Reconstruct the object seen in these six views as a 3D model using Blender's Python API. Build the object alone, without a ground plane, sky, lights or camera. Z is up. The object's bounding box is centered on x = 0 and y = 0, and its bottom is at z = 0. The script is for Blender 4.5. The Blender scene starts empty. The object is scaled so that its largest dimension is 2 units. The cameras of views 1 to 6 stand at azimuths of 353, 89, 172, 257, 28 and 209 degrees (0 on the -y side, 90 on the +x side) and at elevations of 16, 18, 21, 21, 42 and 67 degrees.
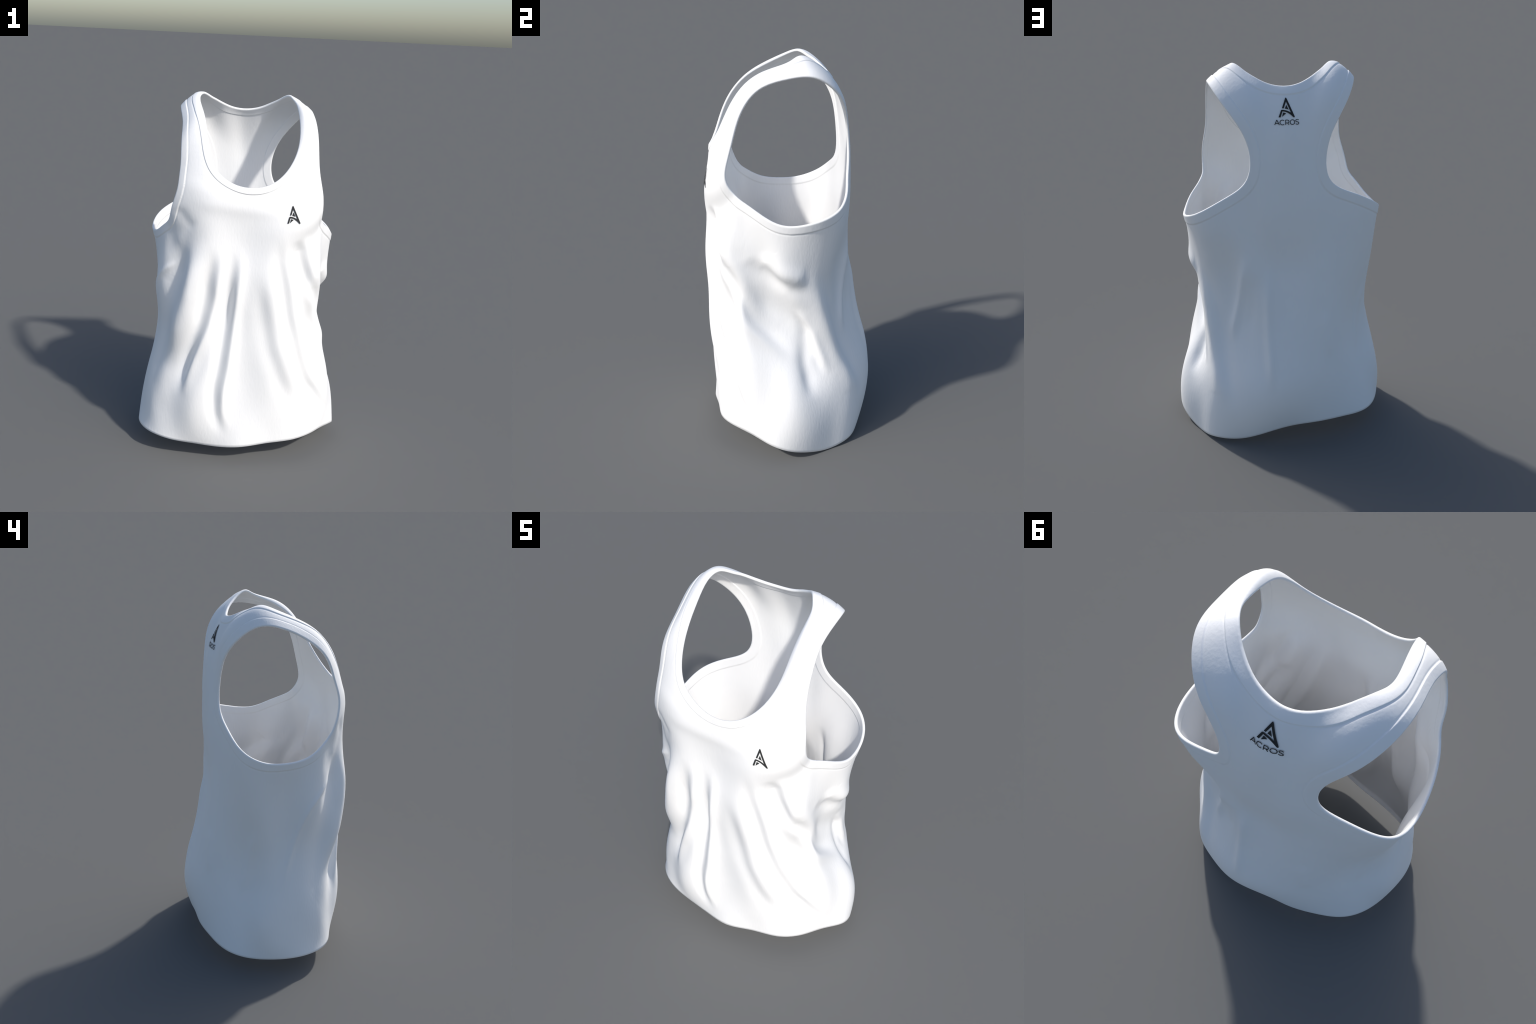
"""White racer-back tank top, standing as if worn by an unseen body.

The cloth is one smooth B-spline sheet wrapped round the body: RINGS holds one
closed control ring per height (hem ... neckline), each point (x, y, z) in metres,
starting at the wearer's left side (+x) and running over the back (+y) to the
right side and the front.  Two elliptical armholes are cut in the sheet's own
coordinates, folds are pressed in along strokes, the openings get raised
bindings, and the sheet is given thickness with rounded rims.
"""
import bpy, bmesh, math
import numpy as np
from mathutils import Vector
from mathutils.bvhtree import BVHTree
from mathutils.geometry import tessellate_polygon

HEM_EDGE = [
    (0.586, -0.030, 0.054), (0.541, 0.086, 0.022), (0.469, 0.190, -0.009), (0.424, 0.309, 0.031),
    (0.291, 0.349, 0.018), (0.161, 0.403, 0.075), (0.002, 0.388, 0.112), (-0.153, 0.392, 0.118),
    (-0.290, 0.352, 0.116), (-0.423, 0.301, 0.102), (-0.516, 0.195, 0.092), (-0.569, 0.050, 0.098),
    (-0.599, -0.099, 0.117), (-0.554, -0.235, 0.120), (-0.475, -0.310, 0.114), (-0.379, -0.349, 0.101),
    (-0.267, -0.376, 0.097), (-0.139, -0.401, 0.084), (-0.005, -0.444, 0.104), (0.136, -0.399, 0.109),
    (0.285, -0.396, 0.117), (0.413, -0.331, 0.134), (0.477, -0.213, 0.103), (0.577, -0.137, 0.101),
]
HEM_ROLL = [
    (0.615, 0.005, 0.317), (0.579, 0.117, 0.243), (0.476, 0.216, 0.214), (0.418, 0.336, 0.268),
    (0.297, 0.416, 0.251), (0.156, 0.471, 0.270), (0.005, 0.463, 0.288), (-0.133, 0.416, 0.310),
    (-0.258, 0.359, 0.323), (-0.364, 0.285, 0.311), (-0.457, 0.200, 0.286), (-0.577, 0.145, 0.264),
    (-0.565, 0.019, 0.282), (-0.566, -0.113, 0.297), (-0.541, -0.251, 0.326), (-0.406, -0.332, 0.321),
    (-0.330, -0.473, 0.352), (-0.188, -0.410, 0.383), (-0.024, -0.391, 0.360), (0.136, -0.426, 0.348),
    (0.287, -0.382, 0.355), (0.399, -0.283, 0.389), (0.541, -0.238, 0.354), (0.528, -0.100, 0.347),
]
HIP = [
    (0.450, 0.032, 0.511), (0.403, 0.102, 0.397), (0.421, 0.222, 0.438), (0.348, 0.292, 0.496),
    (0.241, 0.347, 0.475), (0.133, 0.417, 0.467), (0.001, 0.418, 0.472), (-0.125, 0.388, 0.501),
    (-0.241, 0.341, 0.531), (-0.327, 0.252, 0.524), (-0.386, 0.155, 0.479), (-0.487, 0.105, 0.436),
    (-0.533, 0.016, 0.484), (-0.518, -0.095, 0.510), (-0.501, -0.208, 0.547), (-0.375, -0.254, 0.532),
    (-0.252, -0.328, 0.572), (-0.192, -0.454, 0.664), (-0.035, -0.375, 0.610), (0.130, -0.450, 0.582),
    (0.288, -0.411, 0.585), (0.335, -0.271, 0.633), (0.478, -0.268, 0.586), (0.464, -0.115, 0.577),
]
LOWER_WAIST = [
    (0.352, 0.032, 0.731), (0.447, 0.129, 0.631), (0.398, 0.234, 0.678), (0.289, 0.230, 0.726),
    (0.203, 0.294, 0.703), (0.122, 0.366, 0.664), (0.002, 0.370, 0.652), (-0.118, 0.358, 0.691),
    (-0.232, 0.325, 0.738), (-0.327, 0.241, 0.747), (-0.398, 0.144, 0.706), (-0.479, 0.076, 0.650),
    (-0.469, -0.023, 0.685), (-0.462, -0.111, 0.727), (-0.423, -0.213, 0.762), (-0.432, -0.357, 0.736),
    (-0.320, -0.391, 0.815), (-0.179, -0.341, 0.894), (-0.028, -0.403, 0.842), (0.131, -0.423, 0.807),
    (0.276, -0.374, 0.806), (0.334, -0.262, 0.871), (0.444, -0.254, 0.807), (0.352, -0.142, 0.774),
]
WAIST = [
    (0.525, -0.034, 0.896), (0.443, 0.086, 0.879), (0.379, 0.199, 0.925), (0.264, 0.228, 0.970),
    (0.208, 0.328, 0.928), (0.112, 0.339, 0.857), (-0.004, 0.337, 0.830), (-0.117, 0.340, 0.880),
    (-0.231, 0.313, 0.944), (-0.358, 0.251, 0.971), (-0.479, 0.176, 0.927), (-0.491, 0.061, 0.892),
    (-0.452, -0.037, 0.921), (-0.524, -0.136, 0.948), (-0.476, -0.246, 0.984), (-0.334, -0.299, 0.952),
    (-0.364, -0.426, 1.052), (-0.221, -0.394, 1.106), (-0.040, -0.403, 1.050), (0.130, -0.461, 1.017),
    (0.264, -0.340, 1.018), (0.428, -0.351, 1.046), (0.421, -0.211, 1.023), (0.413, -0.076, 0.987),
]
RIB = [
    (0.488, -0.048, 1.156), (0.483, 0.096, 1.156), (0.449, 0.272, 1.159), (0.314, 0.323, 1.187),
    (0.196, 0.317, 1.144), (0.115, 0.318, 1.044), (-0.004, 0.305, 1.006), (-0.116, 0.327, 1.065),
    (-0.227, 0.303, 1.144), (-0.360, 0.282, 1.199), (-0.489, 0.231, 1.175), (-0.504, 0.105, 1.156),
    (-0.495, -0.017, 1.175), (-0.473, -0.129, 1.182), (-0.446, -0.229, 1.215), (-0.345, -0.261, 1.194),
    (-0.302, -0.330, 1.257), (-0.214, -0.412, 1.281), (-0.048, -0.359, 1.222), (0.118, -0.437, 1.208),
    (0.251, -0.351, 1.221), (0.375, -0.329, 1.237), (0.389, -0.221, 1.233), (0.466, -0.147, 1.208),
]
CHEST = [
    (0.541, 0.002, 1.427), (0.598, 0.152, 1.433), (0.467, 0.275, 1.419), (0.311, 0.308, 1.422),
    (0.192, 0.318, 1.346), (0.124, 0.353, 1.226), (0.001, 0.334, 1.184), (-0.110, 0.353, 1.245),
    (-0.199, 0.316, 1.334), (-0.316, 0.286, 1.417), (-0.476, 0.267, 1.432), (-0.566, 0.151, 1.434),
    (-0.585, 0.003, 1.432), (-0.537, -0.113, 1.421), (-0.469, -0.198, 1.436), (-0.466, -0.272, 1.395),
    (-0.394, -0.322, 1.434), (-0.228, -0.402, 1.412), (-0.018, -0.373, 1.357), (0.200, -0.453, 1.348),
    (0.386, -0.341, 1.348), (0.399, -0.219, 1.380), (0.435, -0.190, 1.435), (0.492, -0.118, 1.446),
]
ARMHOLE_LOW = [
    (0.493, 0.015, 1.691), (0.509, 0.168, 1.710), (0.400, 0.295, 1.660), (0.231, 0.312, 1.619),
    (0.139, 0.345, 1.522), (0.097, 0.348, 1.410), (0.002, 0.344, 1.368), (-0.091, 0.348, 1.422),
    (-0.162, 0.322, 1.512), (-0.242, 0.291, 1.609), (-0.387, 0.262, 1.656), (-0.490, 0.149, 1.704),
    (-0.513, 0.010, 1.688), (-0.472, -0.107, 1.650), (-0.443, -0.200, 1.636), (-0.424, -0.234, 1.586),
    (-0.387, -0.313, 1.575), (-0.230, -0.403, 1.509), (-0.001, -0.388, 1.452), (0.237, -0.404, 1.456),
    (0.409, -0.320, 1.499), (0.408, -0.222, 1.547), (0.409, -0.181, 1.622), (0.451, -0.110, 1.675),
]
ARMHOLE_HIGH = [
    (0.403, 0.021, 1.892), (0.404, 0.165, 1.920), (0.310, 0.283, 1.849), (0.184, 0.325, 1.772),
    (0.101, 0.328, 1.676), (0.066, 0.344, 1.587), (0.002, 0.353, 1.556), (-0.065, 0.330, 1.594),
    (-0.127, 0.316, 1.673), (-0.207, 0.320, 1.765), (-0.315, 0.261, 1.839), (-0.403, 0.154, 1.915),
    (-0.417, 0.024, 1.885), (-0.387, -0.110, 1.831), (-0.384, -0.233, 1.781), (-0.346, -0.286, 1.687),
    (-0.312, -0.334, 1.605), (-0.183, -0.385, 1.539), (-0.007, -0.391, 1.493), (0.175, -0.390, 1.508),
    (0.301, -0.339, 1.570), (0.335, -0.282, 1.674), (0.363, -0.218, 1.771), (0.383, -0.125, 1.856),
]
SHOULDER = [
    (0.281, 0.002, 1.972), (0.278, 0.126, 1.996), (0.203, 0.219, 1.935), (0.153, 0.273, 1.880),
    (0.103, 0.289, 1.812), (0.057, 0.319, 1.756), (-0.000, 0.346, 1.743), (-0.060, 0.307, 1.760),
    (-0.125, 0.291, 1.815), (-0.194, 0.286, 1.887), (-0.256, 0.235, 1.959), (-0.299, 0.134, 2.020),
    (-0.304, 0.011, 1.983), (-0.293, -0.107, 1.941), (-0.301, -0.210, 1.867), (-0.271, -0.286, 1.752),
    (-0.256, -0.346, 1.623), (-0.153, -0.375, 1.557), (-0.010, -0.393, 1.519), (0.134, -0.382, 1.542),
    (0.235, -0.334, 1.633), (0.279, -0.281, 1.776), (0.302, -0.224, 1.883), (0.285, -0.129, 1.960),
]
NECKLINE = [
    (0.262, 0.022, 1.964), (0.242, 0.082, 2.006), (0.209, 0.127, 1.989), (0.180, 0.163, 1.964),
    (0.132, 0.209, 1.937), (0.066, 0.235, 1.907), (-0.012, 0.251, 1.900), (-0.084, 0.238, 1.911),
    (-0.137, 0.212, 1.937), (-0.176, 0.183, 1.961), (-0.203, 0.150, 1.972), (-0.253, 0.105, 2.008),
    (-0.279, 0.037, 1.976), (-0.266, -0.066, 1.934), (-0.252, -0.191, 1.879), (-0.247, -0.288, 1.769),
    (-0.222, -0.340, 1.646), (-0.132, -0.364, 1.569), (-0.013, -0.394, 1.538), (0.105, -0.376, 1.564),
    (0.197, -0.327, 1.645), (0.247, -0.269, 1.756), (0.258, -0.191, 1.864), (0.258, -0.088, 1.927),
]
RINGS = [HEM_EDGE, HEM_ROLL, HIP, LOWER_WAIST, WAIST, RIB, CHEST, ARMHOLE_LOW, ARMHOLE_HIGH, SHOULDER, NECKLINE]
RINGS = np.array(RINGS, float).transpose(1, 0, 2)          # [angle, ring, xyz]
N_ANGLE, N_RING = RINGS.shape[:2]

# ------------------------------------------------------------------ sheet
KNOTS = np.concatenate([[0] * 3, np.linspace(0, 1, N_RING - 2), [1] * 3])


def around_basis(angle):
    u = (angle / (2 * math.pi) * N_ANGLE) % N_ANGLE
    i = np.floor(u).astype(int)
    f = u - i
    out = np.zeros((len(u), N_ANGLE))
    for k, w in enumerate([(1 - f) ** 3 / 6, (3 * f ** 3 - 6 * f ** 2 + 4) / 6,
                           (-3 * f ** 3 + 3 * f ** 2 + 3 * f + 1) / 6, f ** 3 / 6]):
        np.add.at(out, (np.arange(len(u)), (i + k - 1) % N_ANGLE), w)
    return out


def up_basis(t):
    t = np.clip(t, 0, 1 - 1e-9)
    b = [((KNOTS[i] <= t) & (t < KNOTS[i + 1])).astype(float) for i in range(len(KNOTS) - 1)]
    for p in (1, 2, 3):
        nxt = []
        for i in range(len(b) - 1):
            d0, d1 = KNOTS[i + p] - KNOTS[i], KNOTS[i + p + 1] - KNOTS[i + 1]
            v = np.zeros_like(t)
            if d0 > 0:
                v = v + (t - KNOTS[i]) / d0 * b[i]
            if d1 > 0:
                v = v + (KNOTS[i + p + 1] - t) / d1 * b[i + 1]
            nxt.append(v)
        b = nxt
    return np.stack(b, -1)


def sheet(angle, t):
    """Points of the smooth sheet at paired (angle, t)."""
    out = np.empty((len(angle), 3))
    for s in range(0, len(angle), 40000):
        a, u = around_basis(angle[s:s + 40000]), up_basis(t[s:s + 40000])
        for k in range(3):
            out[s:s + 40000, k] = ((a @ RINGS[:, :, k]) * u).sum(1)
    return out


def sheet_normal(angle, t):
    e = 2e-3
    da = sheet(angle + e, t) - sheet(angle - e, t)
    dt = sheet(angle, np.minimum(t + e, 1)) - sheet(angle, np.maximum(t - e, 0))
    n = np.cross(da, dt)
    return n / np.linalg.norm(n, axis=1, keepdims=True)


# ------------------------------------------------------------------ armholes
ARM_HALF_ANGLE, ARM_MID, ARM_HALF = math.radians(56), 0.715, 0.185


def arm_offset(angle, t, centre):
    d = (angle - centre + math.pi) % (2 * math.pi) - math.pi
    return d / ARM_HALF_ANGLE, (t - ARM_MID) / ARM_HALF


NU, NV = 720, 600
rows_up = np.linspace(0, 1, NV)
rows_up = rows_up + 0.5 * rows_up * (1 - rows_up)         # closer rows towards the neckline
ang, up = np.meshgrid(np.arange(NU) * 2 * math.pi / NU, rows_up, indexing="ij")
ang, up = ang.ravel().copy(), up.ravel().copy()
row_gap = np.tile(np.gradient(rows_up), NU)
hole = np.zeros(NU * NV, int)              # 0 cloth, 1 inside a hole, 2 on its rim
hole_of = np.zeros(NU * NV, int)
for side, centre in ((1, 0.0), (2, math.pi)):
    p, q = arm_offset(ang, up, centre)
    r = np.hypot(p, q)
    cell = np.hypot(p / np.maximum(r, 1e-6) * (2 * math.pi / NU) / ARM_HALF_ANGLE,
                    q / np.maximum(r, 1e-6) * row_gap / ARM_HALF)
    near = np.abs(r - 1) < 0.34 * cell
    ang[near] = centre + p[near] / r[near] * ARM_HALF_ANGLE
    up[near] = ARM_MID + q[near] / r[near] * ARM_HALF
    hole[(r < 1) & ~near] = 1
    hole[near] = 2
    hole_of[near | (r < 1)] = side

# faces, with the crossing quads cut along the rim
i, j = np.meshgrid(np.arange(NU), np.arange(NV - 1), indexing="ij")
i2 = (i + 1) % NU
quads = np.stack([i * NV + j, i2 * NV + j, i2 * NV + j + 1, i * NV + j + 1], -1).reshape(-1, 4)
state = hole[quads]
whole = (state != 1).all(1)
gone = (state != 0).all(1) & ~whole
faces = [tuple(f) for f in quads[whole].tolist()]
extra_a, extra_t, extra_side, cut = [], [], [], {}


def crossing(a, b):
    key = (min(a, b), max(a, b))
    if key not in cut:
        side = hole_of[a] if hole[a] == 1 else hole_of[b]
        centre = 0.0 if side == 1 else math.pi
        lo, hi = (a, b) if hole[a] == 1 else (b, a)
        pl, ql = arm_offset(np.array([ang[lo]]), np.array([up[lo]]), centre)
        ph, qh = arm_offset(np.array([ang[hi]]), np.array([up[hi]]), centre)
        s0, s1 = 0.0, 1.0
        for _ in range(30):
            s = (s0 + s1) / 2
            if math.hypot(pl[0] + (ph[0] - pl[0]) * s, ql[0] + (qh[0] - ql[0]) * s) < 1:
                s0 = s
            else:
                s1 = s
        extra_a.append(centre + (pl[0] + (ph[0] - pl[0]) * s) * ARM_HALF_ANGLE)
        extra_t.append(ARM_MID + (ql[0] + (qh[0] - ql[0]) * s) * ARM_HALF)
        extra_side.append(side)
        cut[key] = NU * NV + len(extra_a) - 1
    return cut[key]


for quad in quads[~whole & ~gone].tolist():
    poly = []
    for a, b in zip(quad, quad[1:] + quad[:1]):
        if hole[a] != 1:
            poly.append(a)
        if {hole[a], hole[b]} == {0, 1}:
            poly.append(crossing(a, b))
    if len(poly) >= 3:
        faces.append(tuple(poly))
ang = np.concatenate([ang, extra_a])
up = np.concatenate([up, extra_t])
rim_side = np.concatenate([np.where(hole == 2, hole_of, 0), np.array(extra_side, int)])

# keep only used vertices
used = np.zeros(len(ang), bool)
for f in faces:
    used[list(f)] = True
new_index = np.cumsum(used) - 1
row = np.concatenate([np.tile(np.arange(NV), NU), np.full(len(extra_a), -1)])[used]
faces = [tuple(new_index[list(f)].tolist()) for f in faces]
ang, up, rim_side = ang[used], up[used], rim_side[used]
P = sheet(ang, up)
Nrm = sheet_normal(ang, up)
NVERT = len(P)

loops = {"hem": np.nonzero(row == 0)[0], "neck": np.nonzero(row == NV - 1)[0]}
loops["hem"] = loops["hem"][np.argsort(ang[loops["hem"]])]
loops["neck"] = loops["neck"][np.argsort(ang[loops["neck"]])][::-1]
for side, centre, name in ((1, 0.0, "left"), (2, math.pi, "right")):
    v = np.nonzero(rim_side == side)[0]
    p, q = arm_offset(ang[v], up[v], centre)
    loops[name] = v[np.argsort(np.arctan2(q, p))][::-1]


def distance_to(points, line, closed=True, reach=0.12, normals=None):
    """Distance of every point to a polyline (large where beyond reach), and the arc position."""
    a = line
    b = np.roll(line, -1, 0) if closed else line[1:]
    if not closed:
        a = line[:-1]
    seg = b - a
    ln = np.linalg.norm(seg, axis=1)
    start = np.concatenate([[0], np.cumsum(ln)[:-1]])
    out, pos, hand = np.full(len(points), 9.0), np.zeros(len(points)), np.zeros(len(points))
    lo, hi = line.min(0) - reach, line.max(0) + reach
    idx = np.nonzero(((points > lo) & (points < hi)).all(1))[0]
    for s in range(0, len(idx), 4000):
        k = idx[s:s + 4000]
        x = points[k]
        w = np.clip(((x @ seg.T) - (a * seg).sum(1)) / (ln ** 2 + 1e-12), 0, 1)
        d2 = ((x ** 2).sum(1)[:, None] - 2 * (x @ a.T) + (a ** 2).sum(1)
              - 2 * w * ((x @ seg.T) - (a * seg).sum(1)) + w ** 2 * ln ** 2)
        m = d2.argmin(1)
        r = np.arange(len(k))
        out[k] = np.sqrt(np.maximum(d2[r, m], 0))
        pos[k] = start[m] + w[r, m] * ln[m]
        if normals is not None:      # which hand of the line: +1 right of a stroke drawn downwards
            hand[k] = np.sign((np.cross(seg[m], x - a[m]) * normals[k]).sum(1))
    return (out, pos) if normals is None else (out, pos, hand)


def smooth(a, b, x):
    x = np.clip((x - a) / (b - a), 0, 1)
    return x * x * (3 - 2 * x)


edge = {k: distance_to(P, P[v[::3]])[0] for k, v in loops.items()}

# ------------------------------------------------------------------ folds
# (name, half width, height, profile, path as (angle deg, height along the sheet))
FOLDS = [
    ("front_fold", 0.028, 0.0220, "step", [(258.0, 0.499), (257.5, 0.407), (253.5, 0.295), (248.5, 0.220), (239.0, 0.156), (234.0, 0.106), (230.5, 0.056)]),
    ("front_fold", 0.026, 0.0230, "step", [(267.0, 0.524), (267.5, 0.426), (265.5, 0.329), (263.5, 0.240), (262.0, 0.164), (260.5, 0.106), (257.5, 0.061), (257.0, 0.033), (261.5, 0.006)]),
    ("front_fold", 0.040, 0.0090, "step", [(278.0, 0.451), (280.0, 0.398), (282.5, 0.287), (286.5, 0.178), (293.0, 0.100), (302.0, 0.025)]),
    ("front_fold", 0.027, 0.0140, "step", [(281.5, 0.610), (288.5, 0.513), (292.0, 0.412), (295.5, 0.276), (302.0, 0.173), (310.5, 0.075), (321.5, 0.039), (335.0, 0.019)]),
    ("left_side_crease", 0.020, 0.0080, "step", [(2.0, 0.298), (13.5, 0.212), (25.0, 0.117)]),
    ("underarm_pinch", 0.040, 0.0120, "step", [(336.5, 0.421), (341.0, 0.390), (352.5, 0.382), (362.5, 0.387), (371.0, 0.382), (377.0, 0.382)]),
    ("left_side_valley", 0.035, -0.0140, "ridge", [(9.0, 0.298), (7.5, 0.217), (7.5, 0.148), (11.0, 0.109), (14.0, 0.070)]),
    ("back_fold", 0.026, 0.0150, "ridge", [(59.0, 0.474), (55.0, 0.384), (52.5, 0.309), (49.0, 0.220), (49.5, 0.167)]),
    ("back_fold", 0.026, 0.0150, "ridge", [(76.0, 0.485), (75.5, 0.373), (76.5, 0.242), (78.5, 0.145), (79.0, 0.067)]),
    ("back_fold", 0.030, -0.0050, "ridge", [(67.0, 0.437), (63.5, 0.323), (61.5, 0.217)]),
    ("back_fold", 0.030, 0.0060, "ridge", [(114.0, 0.279), (115.5, 0.187), (117.5, 0.109)]),
    ("right_side_fold", 0.028, 0.0080, "ridge", [(155.0, 0.348), (151.0, 0.259), (149.0, 0.162), (146.5, 0.097)]),
    ("right_front_drape", 0.055, 0.0130, "step", [(240.0, 0.487), (231.5, 0.451), (223.0, 0.396), (220.5, 0.304), (218.5, 0.201), (216.0, 0.145), (213.5, 0.100), (212.5, 0.067), (208.0, 0.028)]),
    ("right_side_bump", 0.042, 0.0080, "ridge", [(238.5, 0.552), (227.5, 0.521), (216.0, 0.462), (212.0, 0.418), (210.5, 0.390)]),
    ("left_side_hollow", 0.040, -0.0070, "ridge", [(319.0, 0.471), (323.5, 0.412), (337.5, 0.312), (352.5, 0.214)]),
    ("left_back_edge", 0.042, -0.0110, "step", [(20.5, 0.432), (21.5, 0.396), (24.5, 0.343), (28.5, 0.270), (36.5, 0.189), (42.0, 0.136), (48.0, 0.092), (52.5, 0.064), (51.5, 0.036)]),
    ("armhole_hollow", 0.036, -0.0050, "ridge", [(235.5, 0.643), (238.0, 0.610), (241.5, 0.568), (245.0, 0.540)]),
    ("left_drape_ridge", 0.030, -0.0110, "step", [(306.5, 0.421), (309.5, 0.337), (321.5, 0.259), (349.0, 0.156), (358.5, 0.128)]),
    ("chest_shelf", 0.040, 0.0040, "ridge", [(243.0, 0.677), (251.0, 0.682), (260.0, 0.705), (269.0, 0.721), (278.0, 0.727), (286.5, 0.655)]),
    ("right_side_drape", 0.018, 0.0080, "ridge", [(231.5, 0.485), (225.5, 0.468), (208.0, 0.421), (196.5, 0.382), (190.5, 0.331), (186.5, 0.265), (183.5, 0.195), (182.0, 0.131)]),
    ("left_front_drape", 0.028, 0.0130, "step", [(294.5, 0.579), (301.0, 0.510), (306.5, 0.409), (309.5, 0.337)]),
]

lift = np.zeros(NVERT)
for name, width, height, profile, stroke in FOLDS:
    s = np.array(stroke, float)
    m = np.linspace(0, len(s) - 1, 80)
    sa = np.interp(m, np.arange(len(s)), np.radians(s[:, 0]))
    st = np.interp(m, np.arange(len(s)), s[:, 1])
    k = np.hanning(13)[1:-1]
    k /= k.sum()
    sa = np.convolve(np.pad(sa, 5, "edge"), k, "valid")
    st = np.convolve(np.pad(st, 5, "edge"), k, "valid")
    line = sheet(sa, st)
    d, pos, side = distance_to(P, line, closed=False, reach=width * 4, normals=Nrm)
    total = np.linalg.norm(np.diff(line, axis=0), axis=1).sum()
    taper = smooth(0, 0.28, pos / total) * smooth(0, 0.28, 1 - pos / total)
    x = d / width
    shape = np.exp(-x ** 2) if profile == "ridge" else side * x * np.exp(0.5 - x ** 2 / 2)
    lift += height * taper * shape
P += Nrm * lift[:, None]

# ------------------------------------------------------------------ bindings and thickness
RAISE, CLOTH = 0.0028, 0.008
neck_band = 0.027 + 0.015 * smooth(-0.28, -0.10, P[:, 1])       # the bindings are wider at the back
arm_band = 0.035 + 0.008 * smooth(0.0, 0.22, P[:, 1])
past = np.minimum(edge["neck"] - neck_band, np.minimum(edge["left"], edge["right"]) - arm_band)
step = 1 - smooth(-0.002, 0.002, past)
groove = np.exp(-((past - 0.004) / 0.004) ** 2)


def vertex_normals(points):
    tri = np.array([(f[0], f[k], f[k + 1]) for f in faces for k in range(1, len(f) - 1)])
    n = np.cross(points[tri[:, 1]] - points[tri[:, 0]], points[tri[:, 2]] - points[tri[:, 0]])
    out = np.zeros_like(points)
    for k in range(3):
        for c in range(3):
            out[:, c] += np.bincount(tri[:, k], n[:, c], len(points))
    return out / np.linalg.norm(out, axis=1, keepdims=True)


Nrm = vertex_normals(P)
# the back neckline rolls over towards the neck
roll = 0.006 * smooth(0.13, 0.22, P[:, 1]) * np.clip(1 - edge["neck"] / neck_band, 0, 1) ** 1.6
P = P - Nrm * roll[:, None]
Nrm = vertex_normals(P)
outer = P + Nrm * (RAISE * step - 0.0012 * groove - 0.003)[:, None]
inner = P - Nrm * (0.003 + CLOTH + 0.003 * step)[:, None]

verts = [outer, inner]
all_faces = list(faces) + [tuple(v + NVERT for v in reversed(f)) for f in faces]
region_names = ["front_panel", "back_panel", "neck_binding", "armhole_binding", "armhole_binding.001", "hem"]
deg = np.degrees(ang) % 360
vert_region = np.where(deg < 180, 1, 0)
vert_region[edge["hem"] < 0.03] = 5
vert_region[edge["left"] < arm_band] = 3
vert_region[edge["right"] < arm_band] = 4
vert_region[edge["neck"] < neck_band] = 2
face_region = [int(vert_region[f[0]]) for f in faces]
face_region = face_region + face_region
base = 2 * NVERT
ROLL = 6
for name, loop in loops.items():
    o, n_in = outer[loop], inner[loop]
    mid, half = (o + n_in) / 2, (o - n_in) / 2
    tangent = np.roll(P[loop], -1, 0) - np.roll(P[loop], 1, 0)
    for _ in range(4):
        tangent = (np.roll(tangent, 1, 0) + 2 * tangent + np.roll(tangent, -1, 0)) / 4
    out_dir = np.cross(tangent, half)
    out_dir /= np.linalg.norm(out_dir, axis=1, keepdims=True)
    thick = np.linalg.norm(half, axis=1, keepdims=True)
    n = len(loop)
    rows = [loop]
    for k in range(1, ROLL):
        a = math.pi * k / ROLL
        verts.append(mid + half * math.cos(a) + out_dir * thick * math.sin(a))
        rows.append(base + np.arange(n))
        base += n
    if name == "hem":                    # the hem rolls under: a narrow lip turned in and down
        inward = -Nrm[loop] * (1, 1, 0)
        inward /= np.linalg.norm(inward, axis=1, keepdims=True)
        verts, base, rows = verts[:-(ROLL - 1)], base - n * (ROLL - 1), [loop]
        drop = o[:, 2].min()
        profile = [(0.003, 0.35), (0.009, 0.72), (0.016, 0.95), (0.021, 1.0), (0.025, 0.8), (0.024, 0.45),
                   (0.019, 0.25), (0.014, 0.0)]
        for depth, fall in profile:
            lip = o + inward * depth
            lip[:, 2] -= drop * fall
            verts.append(lip)
            rows.append(base + np.arange(n))
            base += n
    rows.append(loop + NVERT)
    reg = {"hem": 5, "neck": 2, "left": 3, "right": 4}[name]
    for r0, r1 in zip(rows[:-1], rows[1:]):
        for k in range(n):
            k2 = (k + 1) % n
            all_faces.append((int(r0[k]), int(r1[k]), int(r1[k2]), int(r0[k2])))
            face_region.append(reg)
verts = np.concatenate(verts)

# ------------------------------------------------------------------ materials


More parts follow.
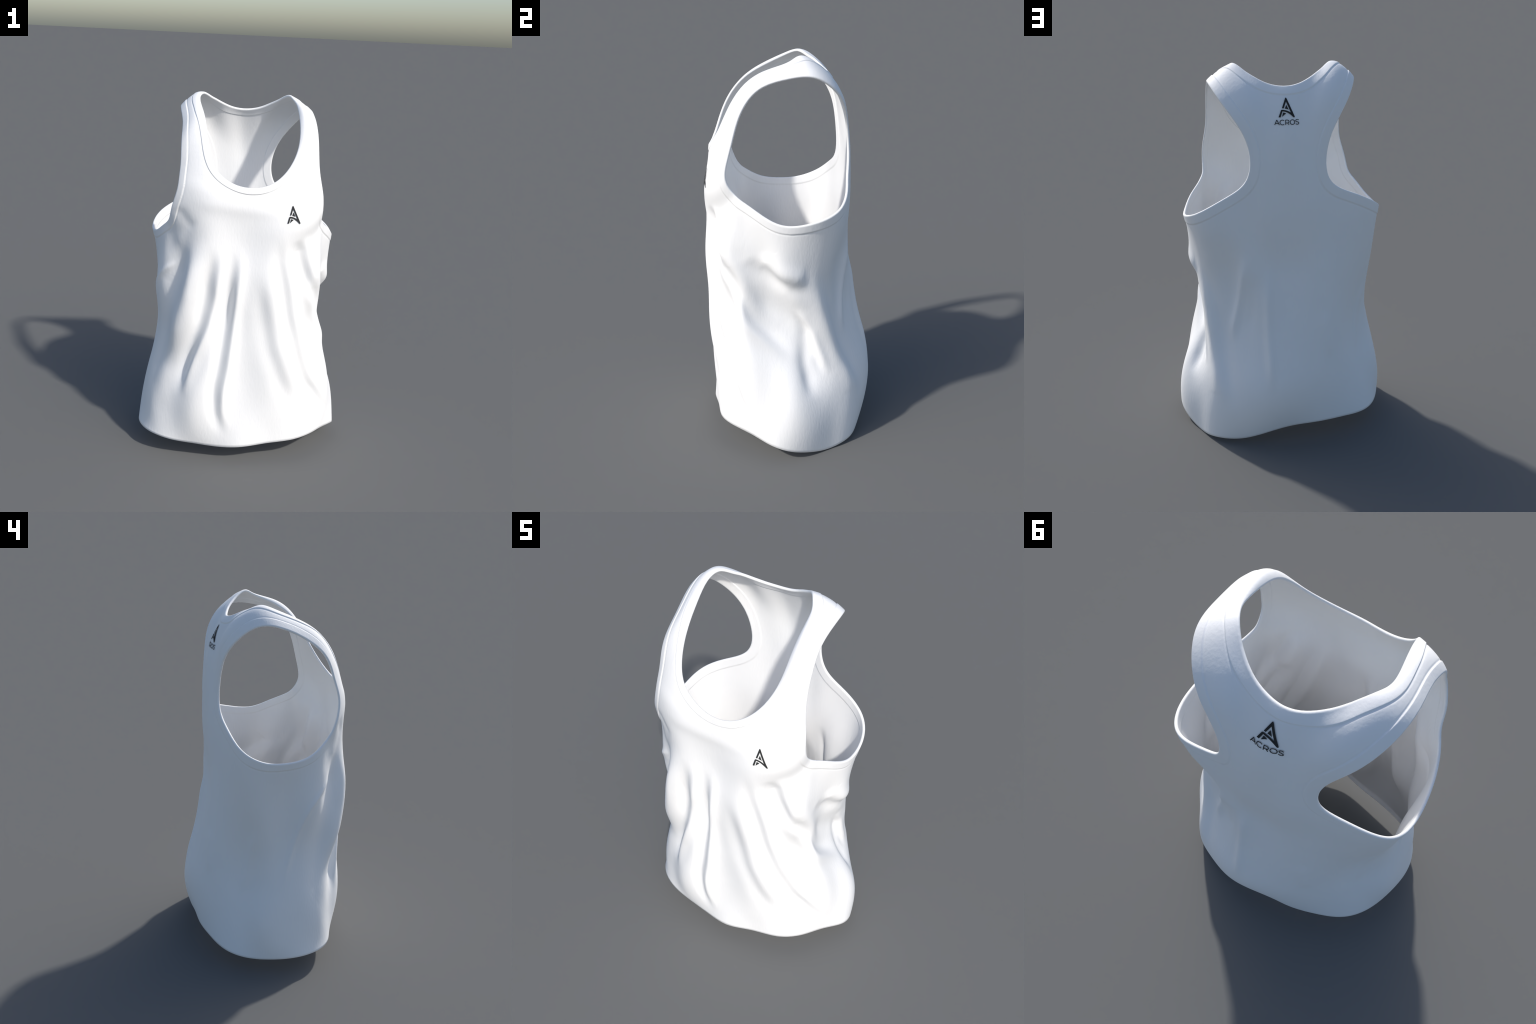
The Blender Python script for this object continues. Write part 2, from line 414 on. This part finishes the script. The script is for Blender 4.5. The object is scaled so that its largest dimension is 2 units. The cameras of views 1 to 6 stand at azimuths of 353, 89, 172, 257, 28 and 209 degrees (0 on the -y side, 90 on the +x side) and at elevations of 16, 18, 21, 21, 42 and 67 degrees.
def cloth_material():
    mat = bpy.data.materials.new("white_knit_cloth")
    mat.use_nodes = True
    nt = mat.node_tree
    bsdf = nt.nodes["Principled BSDF"]
    bsdf.inputs["Roughness"].default_value = 0.62
    bsdf.inputs["Specular IOR Level"].default_value = 0.3
    bsdf.inputs["Sheen Weight"].default_value = 0.0
    co = nt.nodes.new("ShaderNodeTexCoord")
    weave = nt.nodes.new("ShaderNodeTexNoise")
    weave.inputs["Scale"].default_value = 90
    weave.inputs["Detail"].default_value = 4
    stretch = nt.nodes.new("ShaderNodeMapping")
    stretch.inputs["Rotation"].default_value = (0.5, 0.6, 0.4)
    stretch.inputs["Scale"].default_value = (1.0, 1.0, 0.3)
    nt.links.new(co.outputs["Object"], stretch.inputs["Vector"])
    nt.links.new(stretch.outputs["Vector"], weave.inputs["Vector"])
    bump = nt.nodes.new("ShaderNodeBump")
    bump.inputs["Strength"].default_value = 0.2
    bump.inputs["Distance"].default_value = 0.004
    nt.links.new(weave.outputs["Fac"], bump.inputs["Height"])
    nt.links.new(bump.outputs["Normal"], bsdf.inputs["Normal"])
    tone = nt.nodes.new("ShaderNodeTexNoise")
    tone.inputs["Scale"].default_value = 6
    ramp = nt.nodes.new("ShaderNodeValToRGB")
    ramp.color_ramp.elements[0].color = (WHITE - 0.02, WHITE - 0.02, WHITE - 0.02, 1)
    ramp.color_ramp.elements[1].color = (WHITE + 0.02, WHITE + 0.02, WHITE + 0.02, 1)
    nt.links.new(co.outputs["Object"], tone.inputs["Vector"])
    nt.links.new(tone.outputs["Fac"], ramp.inputs["Fac"])
    nt.links.new(ramp.outputs["Color"], bsdf.inputs["Base Color"])
    return mat


WHITE = 0.89


def ink_material():
    mat = bpy.data.materials.new("black_print")
    mat.use_nodes = True
    nt = mat.node_tree
    bsdf = nt.nodes["Principled BSDF"]
    bsdf.inputs["Roughness"].default_value = 0.85
    bsdf.inputs["Specular IOR Level"].default_value = 0.2
    tone = nt.nodes.new("ShaderNodeTexNoise")
    tone.inputs["Scale"].default_value = 60
    ramp = nt.nodes.new("ShaderNodeValToRGB")
    ramp.color_ramp.elements[0].color = (0.026, 0.027, 0.028, 1)
    ramp.color_ramp.elements[1].color = (0.036, 0.037, 0.038, 1)
    nt.links.new(tone.outputs["Fac"], ramp.inputs["Fac"])
    nt.links.new(ramp.outputs["Color"], bsdf.inputs["Base Color"])
    return mat


CLOTH_MAT, INK = cloth_material(), ink_material()


def new_mesh(name, points, polys, mat, smooth_shade=True):
    me = bpy.data.meshes.new(name)
    counts = np.array([len(f) for f in polys], np.int32)
    flat = np.concatenate([np.asarray(f, np.int32) for f in polys])
    me.vertices.add(len(points))
    me.vertices.foreach_set("co", np.asarray(points, np.float32).ravel())
    me.loops.add(len(flat))
    me.loops.foreach_set("vertex_index", flat)
    me.polygons.add(len(counts))
    me.polygons.foreach_set("loop_start", np.concatenate([[0], np.cumsum(counts)[:-1]]).astype(np.int32))
    me.update(calc_edges=True)
    me.validate()
    me.polygons.foreach_set("use_smooth", np.full(len(me.polygons), smooth_shade))
    me.materials.append(mat)
    return me


def link(name, data, parent):
    ob = bpy.data.objects.new(name, data)
    bpy.context.scene.collection.objects.link(ob)
    ob.parent = parent
    return ob


root = link("tank_top", None, None)
root["label"] = "white sleeveless racer-back tank top with black logo prints"
root["category"] = "tank top"

# normals of the whole garment, shared by its parts
body = new_mesh("whole_garment", verts, all_faces, CLOTH_MAT)
normals = np.empty(len(verts) * 3, np.float32)
body.vertex_normals.foreach_get("vector", normals)
normals = normals.reshape(-1, 3)
face_region = np.array(face_region)
for r, name in enumerate(region_names):
    polys = [all_faces[k] for k in np.nonzero(face_region == r)[0]]
    if not polys:
        continue
    keep = np.unique(np.concatenate([np.asarray(f) for f in polys]))
    remap = np.zeros(len(verts), int)
    remap[keep] = np.arange(len(keep))
    me = new_mesh(name, verts[keep], [tuple(remap[list(f)]) for f in polys], CLOTH_MAT)
    me.normals_split_custom_set_from_vertices(normals[keep].tolist())
    link(name, me, root)
bpy.data.meshes.remove(body)

# ------------------------------------------------------------------ printed emblem and lettering
outer_tree = BVHTree.FromPolygons([Vector(v) for v in outer.tolist()], [list(f) for f in faces])
PRINT_GAP, PRINT_THICK = 0.0035, 0.0006


def arc(cx, cy, rx, ry, start, stop, n):
    a = np.radians(np.linspace(start, stop, n))
    return np.stack([cx + rx * np.cos(a), cy + ry * np.sin(a)], -1)


def spline(points, n=8):
    """Smooth path through hand-set points."""
    p = np.array(points, float)
    p = np.vstack([2 * p[0] - p[1], p, 2 * p[-1] - p[-2]])
    out = []
    for k in range(1, len(p) - 2):
        for t in np.linspace(0, 1, n, endpoint=False):
            out.append(0.5 * (2 * p[k] + (p[k + 1] - p[k - 1]) * t
                              + (2 * p[k - 1] - 5 * p[k] + 4 * p[k + 1] - p[k + 2]) * t ** 2
                              + (3 * p[k] - p[k - 1] - 3 * p[k + 1] + p[k + 2]) * t ** 3))
    return np.array(out + [p[-2]])


def densify(poly, step=35.0):
    out = []
    for a, b in zip(poly, np.roll(poly, -1, 0)):
        n = max(1, int(np.linalg.norm(b - a) / step))
        out += [a + (b - a) * k / n for k in range(n)]
    return np.array(out)


# the emblem in its own drawing units: apex at the top, y down
bar_under = spline([(1058, 1002), (935, 888), (805, 802), (685, 755), (562, 738)], 6)
bar_over = spline([(600, 674), (720, 694), (840, 738), (945, 800)], 6)
LETTER_FRAME = np.vstack([[(545, 610), (702, 180), (718, 158), (733, 150), (748, 158), (764, 180),
                           (1106, 962), (1104, 990), (1085, 1005)], bar_under,
                          [(470, 1005), (385, 1005), (500, 700), (522, 678), (550, 672)], bar_over,
                          [(735, 318), (620, 612)]])
EMBLEM = [LETTER_FRAME,
          np.vstack([[(742, 455)], spline([(838, 668), (760, 635), (672, 622)], 4)]),
          np.vstack([[(535, 982), (590, 790)], spline([(590, 790), (655, 800), (725, 832)], 4)[1:],
                     [(640, 888)]])]
PEN = 15.0      # half stroke of the thin lettering
WORD = {
    "A": [np.array([(208, 1345), (303, 1118), (410, 1338)]), np.array([(248, 1272), (362, 1266)])],
    "C": [arc(547, 1222, 108, 106, -48, -312, 40)],
    "R": [np.array([(688, 1328), (688, 1112)]),
          np.vstack([[(688, 1112)], arc(762, 1176, 74, 65, -90, 90, 20), [(688, 1241)]]),
          np.array([(778, 1240), (838, 1322)])],
    "O": [arc(998, 1208, 106, 104, 0, 360, 48)],
    "S": [spline([(1288, 1122), (1225, 1098), (1165, 1116), (1150, 1155), (1180, 1190), (1250, 1212),
                  (1292, 1250), (1275, 1296), (1215, 1312), (1148, 1288)], 6)],
}


def affine(pairs):
    """Drawing units -> (x, z) on the cloth, from three matched points."""
    src = np.array([[u, v, 1] for (u, v), _ in pairs], float)
    m = np.linalg.solve(src, np.array([t for _, t in pairs], float))
    return lambda pts: np.c_[np.asarray(pts, float), np.ones(len(pts))] @ m


def onto_cloth(xz, front):
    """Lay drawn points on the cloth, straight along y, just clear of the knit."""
    out = []
    for x, z in xz:
        start = Vector((x, -3.0 if front else 3.0, z))
        hit, normal, _, _ = outer_tree.ray_cast(start, Vector((0, 1 if front else -1, 0)))
        out.append(hit)
    return np.array(out)


def print_part(name, shapes, to_xz, front, parent):
    """Thin raised ink pieces: outline polygons filled and given thickness."""
    points, polys = [], []
    away = np.array([0, -1.0 if front else 1.0, 0.1])
    away /= np.linalg.norm(away)
    for shape in shapes:
        flat = densify(np.asarray(shape, float))
        keep = np.linalg.norm(flat - np.roll(flat, 1, 0), axis=1) > 1.0
        flat = flat[keep]
        on = onto_cloth(to_xz(flat), front)
        n, b = len(on), len(points)
        tris = tessellate_polygon([[Vector((u, v, 0)) for u, v in flat]])
        points += (on + away * (PRINT_GAP + PRINT_THICK)).tolist() + (on + away * PRINT_GAP).tolist()
        polys += [(b + t[0], b + t[1], b + t[2]) for t in tris]
        polys += [(b + n + t[2], b + n + t[1], b + n + t[0]) for t in tris]
        polys += [(b + k, b + (k + 1) % n, b + n + (k + 1) % n, b + n + k) for k in range(n)]
    me = new_mesh(name.split(".")[0], points, polys, INK, False)
    bm = bmesh.new()
    bm.from_mesh(me)
    bmesh.ops.recalc_face_normals(bm, faces=bm.faces)
    bm.to_mesh(me)
    bm.free()
    return link(name, me, parent)


def ribbon(path, half=PEN):
    """Outline of a pen stroke of constant width."""
    path = np.asarray(path, float)
    closed = np.linalg.norm(path[0] - path[-1]) < 1
    d = np.gradient(path, axis=0)
    if closed:
        d[0] = d[-1] = path[1] - path[-2]
    d /= np.linalg.norm(d, axis=1, keepdims=True)
    side = np.stack([-d[:, 1], d[:, 0]], -1) * half
    return [np.array([path[k] + side[k], path[k + 1] + side[k + 1], path[k + 1] - side[k + 1], path[k] - side[k]])
            for k in range(len(path) - 1)]


chest = affine([((733, 150), (0.206, 1.468)), ((428, 1005), (0.183, 1.378)), ((1085, 1005), (0.247, 1.375))])
back = affine([((733, 150), (-0.003, 1.852)), ((385, 1005), (0.037, 1.765)), ((1085, 1005), (-0.039, 1.762))])
print_part("chest_emblem", EMBLEM, chest, True, root)
back_emblem = print_part("back_emblem", EMBLEM, back, False, root)
for letter, strokes in WORD.items():
    pieces = []
    for stroke in strokes:
        if len(stroke) == 3:          # a corner: two straight strokes
            pieces += ribbon(stroke[:2]) + ribbon(stroke[1:])
        else:
            pieces += ribbon(stroke)
    print_part("letter", pieces, back, False, back_emblem)
